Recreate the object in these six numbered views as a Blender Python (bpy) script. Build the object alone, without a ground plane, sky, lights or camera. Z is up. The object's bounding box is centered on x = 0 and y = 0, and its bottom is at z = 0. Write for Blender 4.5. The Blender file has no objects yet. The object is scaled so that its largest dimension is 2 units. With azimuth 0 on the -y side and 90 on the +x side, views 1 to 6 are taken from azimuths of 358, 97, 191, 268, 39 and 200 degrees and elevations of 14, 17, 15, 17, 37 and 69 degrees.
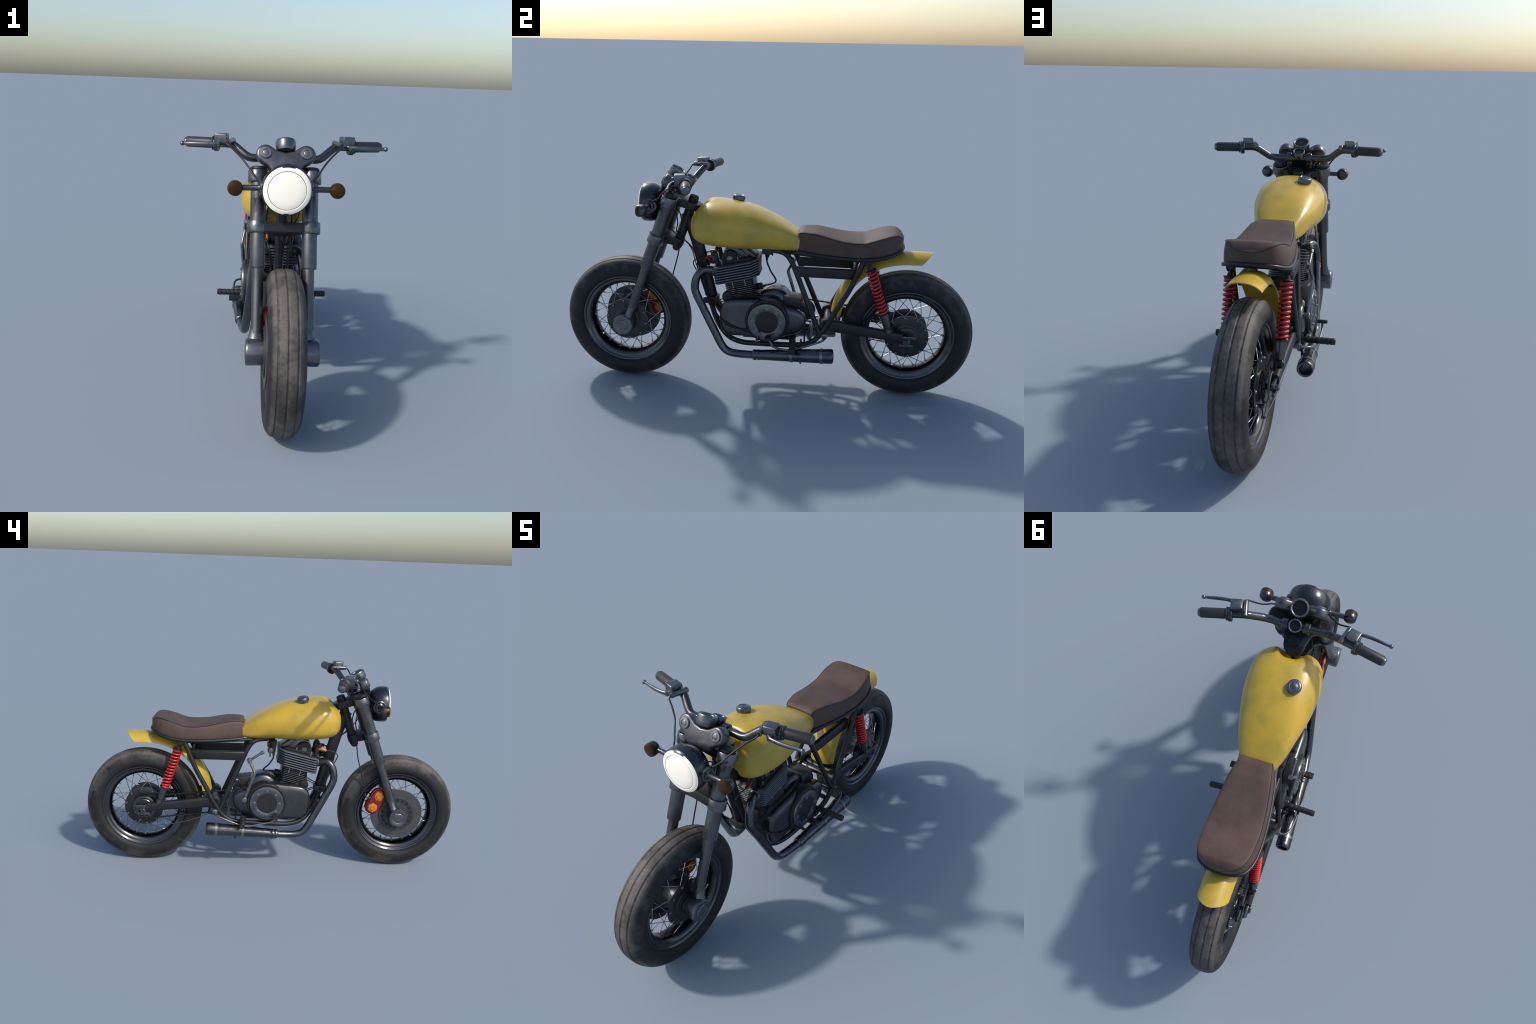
# Cafe-style motorcycle, built part by part.  x = lateral, -y = front, z = up.
import bpy, bmesh, math, random
import numpy as np
from mathutils import Vector, Matrix

random.seed(7)
rng = np.random.RandomState(7)

# ------------------------------------------------------------------ materials
def new_mat(name):
    m = bpy.data.materials.new(name)
    m.use_nodes = True
    nt = m.node_tree
    b = nt.nodes["Principled BSDF"]
    return m, nt, b

def N(nt, kind, **kw):
    n = nt.nodes.new(kind)
    for k, v in kw.items():
        setattr(n, k, v)
    return n

def noise(nt, scale, detail=5.0, rough=0.6, coord=None, stretch=None):
    if coord is None:
        tc = N(nt, "ShaderNodeTexCoord")
        coord = tc.outputs["Object"]
    if stretch:
        mp = N(nt, "ShaderNodeMapping")
        mp.inputs["Scale"].default_value = stretch
        nt.links.new(coord, mp.inputs["Vector"])
        coord = mp.outputs["Vector"]
    n = N(nt, "ShaderNodeTexNoise")
    n.inputs["Scale"].default_value = scale
    n.inputs["Detail"].default_value = detail
    n.inputs["Roughness"].default_value = rough
    nt.links.new(coord, n.inputs["Vector"])
    return n.outputs["Fac"]

def ramp(nt, fac, stops):
    r = N(nt, "ShaderNodeValToRGB")
    els = r.color_ramp.elements
    while len(els) < len(stops):
        els.new(0.5)
    for e, (p, c) in zip(els, stops):
        e.position = p
        e.color = (c[0], c[1], c[2], 1) if not isinstance(c, (int, float)) else (c, c, c, 1)
    nt.links.new(fac, r.inputs["Fac"])
    return r.outputs["Color"]

def mix(nt, fac, a, b, blend="MIX"):
    m = N(nt, "ShaderNodeMix", data_type="RGBA", blend_type=blend)
    for sock, v in ((m.inputs[0], fac), (m.inputs[6], a), (m.inputs[7], b)):
        if isinstance(v, (int, float)):
            sock.default_value = v
        elif isinstance(v, tuple):
            sock.default_value = (v[0], v[1], v[2], 1)
        else:
            nt.links.new(v, sock)
    return m.outputs[2]

def math_node(nt, op, a, b=None, clamp=False):
    m = N(nt, "ShaderNodeMath", operation=op)
    m.use_clamp = clamp
    for i, v in enumerate((a, b)):
        if v is None:
            continue
        if isinstance(v, (int, float)):
            m.inputs[i].default_value = v
        else:
            nt.links.new(v, m.inputs[i])
    return m.outputs[0]

def edge_mask(nt, radius, lo=0.03, hi=0.25):
    """1 on sharp edges: how far the rounded (bevel) normal departs from the real one."""
    bv = N(nt, "ShaderNodeBevel")
    bv.samples = 4
    bv.inputs["Radius"].default_value = radius
    geo = N(nt, "ShaderNodeNewGeometry")
    d = N(nt, "ShaderNodeVectorMath", operation="DOT_PRODUCT")
    nt.links.new(bv.outputs[0], d.inputs[0])
    nt.links.new(geo.outputs["Normal"], d.inputs[1])
    inv = math_node(nt, "SUBTRACT", 1.0, d.outputs["Value"], True)
    mr = N(nt, "ShaderNodeMapRange")
    mr.inputs["From Min"].default_value = lo
    mr.inputs["From Max"].default_value = hi
    nt.links.new(inv, mr.inputs["Value"])
    return mr.outputs["Result"]

def bump(nt, b, height, strength=0.2, dist=0.002):
    bp = N(nt, "ShaderNodeBump")
    bp.inputs["Strength"].default_value = strength
    bp.inputs["Distance"].default_value = dist
    nt.links.new(height, bp.inputs["Height"])
    nt.links.new(bp.outputs[0], b.inputs["Normal"])

def metal(name, base, rough=0.4, metallic=0.6, var=0.35, scale=14, edge=None, edge_r=0.003,
          edge_amt=0.6, coat=0.0, dirt=None):
    m, nt, b = new_mat(name)
    n1 = noise(nt, scale)
    lo = tuple(c * (1 - var) for c in base)
    hi = tuple(c * (1 + var) for c in base)
    col = ramp(nt, n1, [(0.3, lo), (0.7, hi)])
    if dirt:
        n3 = noise(nt, scale * 0.6, 6, 0.7)
        msk = ramp(nt, n3, [(0.56, 0.0), (0.72, 0.55)])
        col = mix(nt, msk, col, dirt)
    if edge:
        em = edge_mask(nt, edge_r)
        n4 = noise(nt, 60)
        em = math_node(nt, "MULTIPLY", em, ramp(nt, n4, [(0.3, 0.35), (0.6, edge_amt)]))
        col = mix(nt, em, col, edge)
    nt.links.new(col, b.inputs["Base Color"])
    n2 = noise(nt, scale * 3)
    r = ramp(nt, n2, [(0.3, max(rough - 0.1, 0.05)), (0.7, min(rough + 0.1, 1))])
    nt.links.new(r, b.inputs["Roughness"])
    b.inputs["Metallic"].default_value = metallic
    b.inputs["Coat Weight"].default_value = coat
    b.inputs["Coat Roughness"].default_value = 0.2
    return m

def plain(name, col, rough=0.5, metallic=0.0, var=0.15, scale=20, coat=0.0, spec=0.5):
    m, nt, b = new_mat(name)
    n1 = noise(nt, scale)
    c = ramp(nt, n1, [(0.3, tuple(x * (1 - var) for x in col)), (0.7, tuple(x * (1 + var) for x in col))])
    nt.links.new(c, b.inputs["Base Color"])
    b.inputs["Roughness"].default_value = rough
    b.inputs["Metallic"].default_value = metallic
    b.inputs["Coat Weight"].default_value = coat
    b.inputs["Coat Roughness"].default_value = 0.15
    b.inputs["Specular IOR Level"].default_value = spec
    return m

EDGE = (0.34, 0.35, 0.37)
M_FRAME = metal("frame_black_paint", (0.0125, 0.013, 0.0145), 0.42, 0.1, 0.3, 12, edge=(0.10, 0.10, 0.105),
                edge_amt=0.25, dirt=(0.035, 0.026, 0.014))
M_FORK = metal("fork_grey_metal", (0.112, 0.116, 0.124), 0.36, 0.85, 0.22, 12, edge=EDGE, edge_amt=0.5)
M_CLAMP = metal("clamp_cast_metal", (0.160, 0.166, 0.176), 0.32, 0.9, 0.25, 18, edge=EDGE, edge_amt=0.9)
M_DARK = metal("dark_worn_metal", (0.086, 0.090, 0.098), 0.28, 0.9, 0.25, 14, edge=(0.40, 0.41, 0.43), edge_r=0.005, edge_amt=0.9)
M_BLACK = plain("black_plastic", (0.013, 0.013, 0.014), 0.5)
M_PIPE = metal("exhaust_blued_steel", (0.108, 0.112, 0.120), 0.26, 0.95, 0.25, 10, edge=(0.3, 0.31, 0.33), edge_amt=0.5)
M_ENGINE = metal("engine_cast_metal", (0.098, 0.101, 0.108), 0.30, 0.9, 0.2, 9, edge=(0.34, 0.35, 0.37),
                 edge_r=0.004, edge_amt=0.7)
M_BLOCK = metal("engine_black_casting", (0.016, 0.0165, 0.018), 0.55, 0.3, 0.3, 20, edge=(0.11, 0.115, 0.125), edge_amt=0.5,
                dirt=(0.030, 0.024, 0.014))
M_FIN = metal("cooling_fin_alloy", (0.115, 0.125, 0.145), 0.55, 0.35, 0.15, 30)
M_GREY = metal("pale_alloy", (0.200, 0.205, 0.212), 0.36, 0.85, 0.2, 30, edge=(0.4, 0.4, 0.41))
M_CHROME = metal("spoke_chrome", (0.30, 0.31, 0.33), 0.22, 1.0, 0.1, 40)
M_RIM = metal("rim_dark_chrome", (0.100, 0.102, 0.108), 0.20, 0.95, 0.25, 4)
M_HUB = metal("hub_dark_casting", (0.055, 0.057, 0.061), 0.36, 0.8, 0.25, 14, edge=(0.2, 0.2, 0.21), edge_amt=0.6)
def paint_rim_shade(m):  # blackens the inner barrel's base colour for the shadow inside the rim
    nt = m.node_tree; b = nt.nodes["Principled BSDF"]
    src = b.inputs["Base Color"].links[0].from_socket
    tc = N(nt, "ShaderNodeTexCoord"); sep = N(nt, "ShaderNodeSeparateXYZ")
    nt.links.new(tc.outputs["Object"], sep.inputs[0])
    r = math_node(nt, "SQRT", math_node(nt, "ADD", math_node(nt, "POWER", sep.outputs["Y"], 2.0), math_node(nt, "POWER", sep.outputs["Z"], 2.0)))
    mr = N(nt, "ShaderNodeMapRange")
    mr.inputs["From Min"].default_value = 0.182; mr.inputs["From Max"].default_value = 0.194
    mr.inputs["To Min"].default_value = 1.0; mr.inputs["To Max"].default_value = 0.0
    nt.links.new(r, mr.inputs["Value"])
    nt.links.new(mix(nt, mr.outputs["Result"], src, (0.014, 0.013, 0.012)), b.inputs["Base Color"])
paint_rim_shade(M_RIM)
M_HEAD = metal("headlight_black_shell", (0.060, 0.064, 0.073), 0.24, 0.85, 0.15, 6, coat=0.25)
M_DISC = metal("brake_disc_steel", (0.088, 0.090, 0.093), 0.5, 0.6, 0.15, 8)
M_CARRIER = metal("disc_carrier_steel", (0.074, 0.076, 0.079), 0.42, 0.6, 0.2, 20)
M_CAP = metal("fuel_cap_steel", (0.150, 0.158, 0.175), 0.28, 0.9, 0.2, 30, edge=(0.4, 0.41, 0.44))
M_GRIP = plain("grip_rubber", (0.022, 0.022, 0.024), 0.45)
M_RED = plain("spring_red_paint", (0.52, 0.012, 0.014), 0.32, 0.0, 0.12, 15, coat=0.3)
M_REDDARK = plain("caliper_red_paint", (0.185, 0.007, 0.010), 0.4, 0.0, 0.25, 25)
M_ORANGE = plain("orange_anodised", (0.56, 0.175, 0.014), 0.4, 0.0, 0.15, 40)
M_AMBER = plain("amber_lens", (0.036, 0.0145, 0.001), 0.35, 0.0, 0.1, 20, coat=0.1, spec=0.25)
M_PIN = metal("fin_support_pin", (0.22, 0.23, 0.25), 0.45, 0.4, 0.1, 30)

def yellow_paint():
    m, nt, b = new_mat("yellow_paint")
    n1 = noise(nt, 9, 4, 0.55)
    col = ramp(nt, n1, [(0.34, (0.420, 0.300, 0.034)), (0.50, (0.515, 0.345, 0.035)), (0.66, (0.585, 0.365, 0.034))])
    n2 = noise(nt, 30, 6, 0.7, stretch=(1, 1, 0.5))
    col = mix(nt, ramp(nt, n2, [(0.55, 0.0), (0.75, 0.22)]), col, (0.36, 0.27, 0.055))
    em = edge_mask(nt, 0.004)
    col = mix(nt, math_node(nt, "MULTIPLY", em, 0.3), col, (0.55, 0.42, 0.12))
    nt.links.new(col, b.inputs["Base Color"])
    r = ramp(nt, noise(nt, 18), [(0.3, 0.30), (0.7, 0.42)])
    nt.links.new(r, b.inputs["Roughness"])
    b.inputs["Coat Weight"].default_value = 0.25
    b.inputs["Coat Roughness"].default_value = 0.25
    return m
M_YELLOW = yellow_paint()

def leather():
    m, nt, b = new_mat("brown_leather")
    n1 = noise(nt, 11, 6, 0.65)
    col = ramp(nt, n1, [(0.3, (0.064, 0.040, 0.033)), (0.5, (0.084, 0.053, 0.043)), (0.7, (0.100, 0.065, 0.053))])
    nt.links.new(col, b.inputs["Base Color"])
    b.inputs["Roughness"].default_value = 0.60
    b.inputs["Specular IOR Level"].default_value = 0.32
    v = N(nt, "ShaderNodeTexVoronoi")
    v.inputs["Scale"].default_value = 420
    tc = N(nt, "ShaderNodeTexCoord")
    nt.links.new(tc.outputs["Object"], v.inputs["Vector"])
    bump(nt, b, v.outputs["Distance"], 0.12, 0.001)
    return m
M_LEATHER = leather()

def rubber():
    """Tyre: dark rubber, dusty brown-grey on the running band and in cloudy patches on the wall."""
    m, nt, b = new_mat("dusty_tyre_rubber")
    tc = N(nt, "ShaderNodeTexCoord")
    sep = N(nt, "ShaderNodeSeparateXYZ")
    nt.links.new(tc.outputs["Object"], sep.inputs[0])
    y2 = math_node(nt, "POWER", sep.outputs["Y"], 2.0)
    z2 = math_node(nt, "POWER", sep.outputs["Z"], 2.0)
    R = math_node(nt, "SQRT", math_node(nt, "ADD", y2, z2))
    def rng_mask(v, a, c):
        mr = N(nt, "ShaderNodeMapRange")
        mr.interpolation_type = "SMOOTHSTEP"
        mr.inputs["From Min"].default_value = a
        mr.inputs["From Max"].default_value = c
        nt.links.new(v, mr.inputs["Value"])
        return mr.outputs["Result"]
    tread = rng_mask(R, 0.284, 0.301)
    wall = math_node(nt, "MULTIPLY", rng_mask(R, 0.238, 0.286), 1.0)
    n_big = noise(nt, 7.5, 5, 0.62)
    n_fine = noise(nt, 45, 6, 0.75)
    col = ramp(nt, n_fine, [(0.3, (0.010, 0.010, 0.0108)), (0.7, (0.019, 0.019, 0.0200))])
    patch = math_node(nt, "MULTIPLY", wall, ramp(nt, n_big, [(0.50, 0.0), (0.62, 0.68)]))
    patch = math_node(nt, "MULTIPLY", patch, ramp(nt, n_fine, [(0.3, 0.5), (0.6, 1.0)]))
    col = mix(nt, patch, col, (0.098, 0.089, 0.080))
    tr = math_node(nt, "MULTIPLY", tread, ramp(nt, n_big, [(0.38, 0.25), (0.58, 1.0)]))
    tr = math_node(nt, "MULTIPLY", tr, ramp(nt, n_fine, [(0.25, 0.45), (0.6, 1.0)]))
    col = mix(nt, tr, col, (0.125, 0.108, 0.093))
    # grooves stay dark
    ax = math_node(nt, "ABSOLUTE", sep.outputs["X"])
    g0 = math_node(nt, "SUBTRACT", 1.0, rng_mask(ax, 0.0016, 0.0050))
    g1 = math_node(nt, "ABSOLUTE", math_node(nt, "SUBTRACT", ax, 0.034))
    g1 = math_node(nt, "SUBTRACT", 1.0, rng_mask(g1, 0.0016, 0.0050))
    g = math_node(nt, "MULTIPLY", math_node(nt, "MAXIMUM", g0, g1), tread)
    g = math_node(nt, "MULTIPLY", g, ramp(nt, n_fine, [(0.35, 1.0), (0.62, 0.25)]))
    col = mix(nt, g, col, (0.026, 0.027, 0.030))
    nt.links.new(col, b.inputs["Base Color"])
    b.inputs["Roughness"].default_value = 0.60
    b.inputs["Specular IOR Level"].default_value = 0.35
    bump(nt, b, n_fine, 0.25, 0.002)
    return m
M_TYRE = rubber()

def lens():
    m, nt, b = new_mat("white_headlight_lens")
    tc = N(nt, "ShaderNodeTexCoord")
    n1 = noise(nt, 12)
    col = ramp(nt, n1, [(0.3, (0.90, 0.86, 0.74)), (0.7, (0.93, 0.89, 0.77))])
    nt.links.new(col, b.inputs["Base Color"])
    b.inputs["Roughness"].default_value = 0.5
    b.inputs["Specular IOR Level"].default_value = 0.25
    b.inputs["Emission Color"].default_value = (1.0, 0.93, 0.78, 1)     # faint warm emission brightens the lens and trim ring towards white
    b.inputs["Emission Strength"].default_value = 0.14
    return m
M_LENS = lens()
M_LINE = plain("dark_seam_line", (0.02, 0.02, 0.022), 0.5)
M_GLASS = plain("dark_dial_glass", (0.008, 0.009, 0.012), 0.4, 0.0, 0.05, 10, coat=0.0, spec=0.25)

# ------------------------------------------------------------------ geometry kit
class B:
    """collects primitives (verts, faces) into one mesh"""
    def __init__(self):
        self.v = []; self.f = []
    def add(self, vf, bevel=0.0, seg=2):
        v, f = vf
        if bevel > 0:
            v, f = bevelled(v, f, bevel, seg)
        o = len(self.v)
        self.v += [tuple(p) for p in v]
        self.f += [tuple(i + o for i in q) for q in f]
        return self
    def mirrored(self):
        o = len(self.v)
        self.v += [(-x, y, z) for x, y, z in self.v]
        self.f += [tuple(i + o for i in reversed(q)) for q in self.f]
        return self

def bevelled(v, f, w, seg=2, ang=33):
    bm = bmesh.new()
    vs = [bm.verts.new(p) for p in v]
    for q in f:
        try:
            bm.faces.new([vs[i] for i in q])
        except ValueError:
            pass
    bmesh.ops.recalc_face_normals(bm, faces=bm.faces)
    bm.normal_update()
    es = [e for e in bm.edges if len(e.link_faces) == 2 and e.calc_face_angle(0) > math.radians(ang)]
    bmesh.ops.bevel(bm, geom=es, offset=w, offset_type="OFFSET", segments=seg, profile=0.5,
                    affect="EDGES", clamp_overlap=True)
    bm.verts.index_update()
    V = [tuple(p.co) for p in bm.verts]
    F = [tuple(p.index for p in q.verts) for q in bm.faces]
    bm.free()
    return V, F

def unit(a):
    a = np.array(a, float)
    return a / np.linalg.norm(a)

def frame_of(axis, hint=None):
    w = unit(axis)
    h = np.array(hint if hint is not None else ((0, 0, 1) if abs(w[2]) < 0.9 else (0, 1, 0)), float)
    u = unit(h - w * (h @ w))
    return u, np.cross(w, u), w

def tube(pts, r, n=14, closed=False, caps=True, flat=1.0, hint=None):
    """round bar swept along a path; r may be a list; flat squashes it sideways"""
    P = np.array(pts, float)
    m = len(P)
    rr = np.full(m, r) if np.isscalar(r) else np.array(r, float)
    T = np.zeros_like(P)
    for i in range(m):
        a = P[(i - 1) % m] if (closed or i > 0) else P[i]
        c = P[(i + 1) % m] if (closed or i < m - 1) else P[i]
        T[i] = unit(c - a)
    u, vv, _ = frame_of(T[0], hint)
    V = []; F = []
    for i in range(m):
        u = unit(u - T[i] * (u @ T[i])); vv = np.cross(T[i], u)
        for k in range(n):
            t = 2 * math.pi * k / n
            V.append(P[i] + rr[i] * (u * math.cos(t) + vv * math.sin(t) * flat))
    for i in range(m if closed else m - 1):
        j = (i + 1) % m
        for k in range(n):
            l = (k + 1) % n
            F.append((i * n + k, i * n + l, j * n + l, j * n + k))
    if caps and not closed:
        F.append(tuple(range(n - 1, -1, -1)))
        F.append(tuple((m - 1) * n + k for k in range(n)))
    return V, F

def lathe(prof, origin, axis, n=32, closed=False, hint=None, flat=None):
    """prof = [(distance along axis, radius)...]"""
    o = np.array(origin, float)
    u, v, w = frame_of(axis, hint)
    V = []; F = []; rings = []
    for a, r in prof:
        if r < 1e-6:
            rings.append([len(V)]); V.append(o + w * a)
        else:
            s = len(V)
            for k in range(n):
                t = 2 * math.pi * k / n
                V.append(o + w * a + r * (u * math.cos(t) + v * math.sin(t)))
            rings.append(list(range(s, s + n)))
    m = len(rings)
    for i in range(m if closed else m - 1):
        A = rings[i]; C = rings[(i + 1) % m]
        for k in range(n):
            l = (k + 1) % n
            if len(A) == 1 and len(C) == 1: continue
            if len(A) == 1: F.append((A[0], C[l], C[k]))
            elif len(C) == 1: F.append((A[k], A[l], C[0]))
            else: F.append((A[k], A[l], C[l], C[k]))
    if not closed:
        if len(rings[0]) > 1: F.append(tuple(reversed(rings[0])))
        if len(rings[-1]) > 1: F.append(tuple(rings[-1]))
    return V, F

def cyl(a, b, r, n=20):
    a = np.array(a, float); b = np.array(b, float)
    return lathe([(0, r), (np.linalg.norm(b - a), r)], a, b - a, n)

def box(c, s, R=None):
    c = np.array(c, float); s = np.array(s, float) / 2
    V = []
    for i in (-1, 1):
        for j in (-1, 1):
            for k in (-1, 1):
                p = np.array((i, j, k)) * s
                if R is not None: p = R @ p
                V.append(c + p)
    F = [(0, 1, 3, 2), (4, 6, 7, 5), (0, 4, 5, 1), (2, 3, 7, 6), (0, 2, 6, 4), (1, 5, 7, 3)]
    return V, F

def prism(poly, o, eu, ev, ew, t0, t1):
    o, eu, ev, ew = (np.array(q, float) for q in (o, eu, ev, ew))
    n = len(poly)
    V = [o + eu * a + ev * b + ew * t0 for a, b in poly] + [o + eu * a + ev * b + ew * t1 for a, b in poly]
    F = [(k, (k + 1) % n, n + (k + 1) % n, n + k) for k in range(n)]
    F += [tuple(range(n - 1, -1, -1)), tuple(range(n, 2 * n))]
    return V, F

def loft(rings, closed=True, caps=True):
    n = len(rings[0]); V = [p for r in rings for p in r]; F = []
    for i in range(len(rings) - 1):
        for k in range(n if closed else n - 1):
            l = (k + 1) % n
            F.append((i * n + k, i * n + l, (i + 1) * n + l, (i + 1) * n + k))
    if caps:
        F.append(tuple(range(n - 1, -1, -1)))
        F.append(tuple((len(rings) - 1) * n + k for k in range(n)))
    return V, F

def spline(pts, per=8, closed=False):
    """Catmull-Rom (centripetal-like via chord-length tangents)"""
    P = [np.array(p, float) for p in pts]
    m = len(P); out = []
    def tan(i):
        if closed: a, c = P[(i - 1) % m], P[(i + 1) % m]
        else: a, c = P[max(i - 1, 0)], P[min(i + 1, m - 1)]
        return unit(c - a)
    for i in range(m if closed else m - 1):
        p, q = P[i], P[(i + 1) % m]
        L = np.linalg.norm(q - p)
        t0, t1 = tan(i) * L, tan((i + 1) % m) * L
        for s in range(per):
            t = s / per
            out.append((2*t**3-3*t**2+1)*p + (t**3-2*t**2+t)*t0 + (-2*t**3+3*t**2)*q + (t**3-t**2)*t1)
    if not closed: out.append(P[-1])
    return out

def fillet(pts, rad, n=6):
    """polyline with rounded corners"""
    P = [np.array(p, float) for p in pts]
    out = [P[0]]
    for i in range(1, len(P) - 1):
        r = rad[i] if isinstance(rad, (list, tuple)) else rad
        a, b, c = P[i-1], P[i], P[i+1]
        d = min(r, np.linalg.norm(a-b) * .48, np.linalg.norm(c-b) * .48)
        p, q = b + unit(a-b) * d, b + unit(c-b) * d
        for k in range(n + 1):
            t = k / n
            out.append((1-t)**2 * p + 2*t*(1-t) * b + t*t * q)
    out.append(P[-1])
    return out

def curve1d(xs, ys):
    xs = np.array(xs, float); ys = np.array(ys, float)
    d = np.diff(ys) / np.diff(xs)
    m = np.zeros(len(xs)); m[0] = d[0]; m[-1] = d[-1]
    for i in range(1, len(xs) - 1):
        m[i] = 0 if d[i-1] * d[i] <= 0 else 2 * d[i-1] * d[i] / (d[i-1] + d[i])
    def f(x):
        x = min(max(x, xs[0]), xs[-1])
        i = min(int(np.searchsorted(xs, x, "right")) - 1, len(xs) - 2)
        h = xs[i+1] - xs[i]; t = (x - xs[i]) / h
        return ((2*t**3-3*t**2+1)*ys[i] + (t**3-2*t**2+t)*h*m[i] + (-2*t**3+3*t**2)*ys[i+1] + (t**3-t**2)*h*m[i+1])
    return f

ROOT = bpy.data.objects.new("motorcycle", None)
bpy.context.scene.collection.objects.link(ROOT)
ROOT["label"] = "yellow cafe-style motorcycle with brown seat and red springs"
ROOT["category"] = "motorcycle"

def obj(name, b, mat, parent=None, ang=38, origin=(0, 0, 0), kind=None):
    me = bpy.data.meshes.new(name)
    o = np.array(origin, float)
    me.from_pydata([tuple(np.array(p, float) - o) for p in b.v], [], b.f)
    bm = bmesh.new(); bm.from_mesh(me)
    bmesh.ops.recalc_face_normals(bm, faces=bm.faces)
    bm.to_mesh(me); bm.free()
    for p in me.polygons: p.use_smooth = True
    me.set_sharp_from_angle(angle=math.radians(ang))
    me.materials.append(mat)
    ob = bpy.data.objects.new(name, me)
    bpy.context.scene.collection.objects.link(ob)
    ob.parent = parent or ROOT
    base = ob.parent.get("_o", (0, 0, 0)) if ob.parent is not ROOT else (0, 0, 0)
    ob.location = tuple(o - np.array(base))
    ob["_o"] = tuple(float(c) for c in o)
    if kind: ob["kind"] = kind
    return ob

def copy(src, mat4=None, loc=None, parent=None):
    ob = src.copy()
    bpy.context.scene.collection.objects.link(ob)
    if parent is not None: ob.parent = parent
    if mat4 is not None: ob.matrix_local = mat4
    if loc is not None: ob.location = loc
    return ob

X = np.array((1., 0, 0)); Y = np.array((0, 1., 0)); Z = np.array((0, 0, 1.))
UP = unit((0, 0.370, 1.0))           # along the fork, upwards
FW = np.array((0, -UP[2], UP[1]))    # square to the fork, forwards
def fork_y(z): return -0.507 + 0.370 * (z - 0.767)
def fk(x, z, d=0.0):                 # a point of the fork plane
    return np.array((x, fork_y(z), z)) + FW * d

# ------------------------------------------------------------------ wheels
WR = 0.3128
def make_tyre(parent, c):
    half = [(0.0, .3128), (.010, .3127), (.020, .3116), (.029, .3096), (.0370, .3065), (.0445, .3022), (.0515, .2955),
            (.0585, .2850), (.0640, .2720), (.0672, .2580), (.0668, .2440), (.0625, .2330), (.0565, .2258), (.0495, .2215), (.040, .2200)]
    zs = curve1d([p[0] for p in half[:10]], [p[1] for p in half[:10]])
    n = 288
    xs_t = np.linspace(-.0505, .0505, 79)
    rings = []
    jit = rng.rand(n, 3)
    for k in range(n):
        t = 2 * math.pi * k / n
        ring = []
        for (x, r) in [(-p[0], p[1]) for p in half[:6:-1]]:
            ring.append((x, r))
        for x in xs_t:
            r = zs(abs(x))
            for gi, gx in enumerate((-.034, 0.0, .034)):
                wd = .0016 + (.0012 if (k // 2 + gi) % 2 else 0.0) + .0010 * jit[k // 2 * 2 % n, gi]
                dd = abs(x - gx)
                if dd < wd + .0013:
                    r -= .0026 * min(1, (wd + .0013 - dd) / .0013)
            ring.append((x, r))
        for (x, r) in half[7:]:
            ring.append((x, r))
        rings.append([(c[0] + x, c[1] + r * math.sin(t), c[2] + r * math.cos(t)) for x, r in ring])
    m = len(rings[0])
    b = B()
    V = [p for r in rings for p in r]; F = []
    for k in range(n):
        l = (k + 1) % n
        for i in range(m - 1):
            F.append((k*m+i, k*m+i+1, l*m+i+1, l*m+i))
    b.add((V, F))
    return obj("tyre", b, M_TYRE, parent, 50, origin=c)

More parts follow.
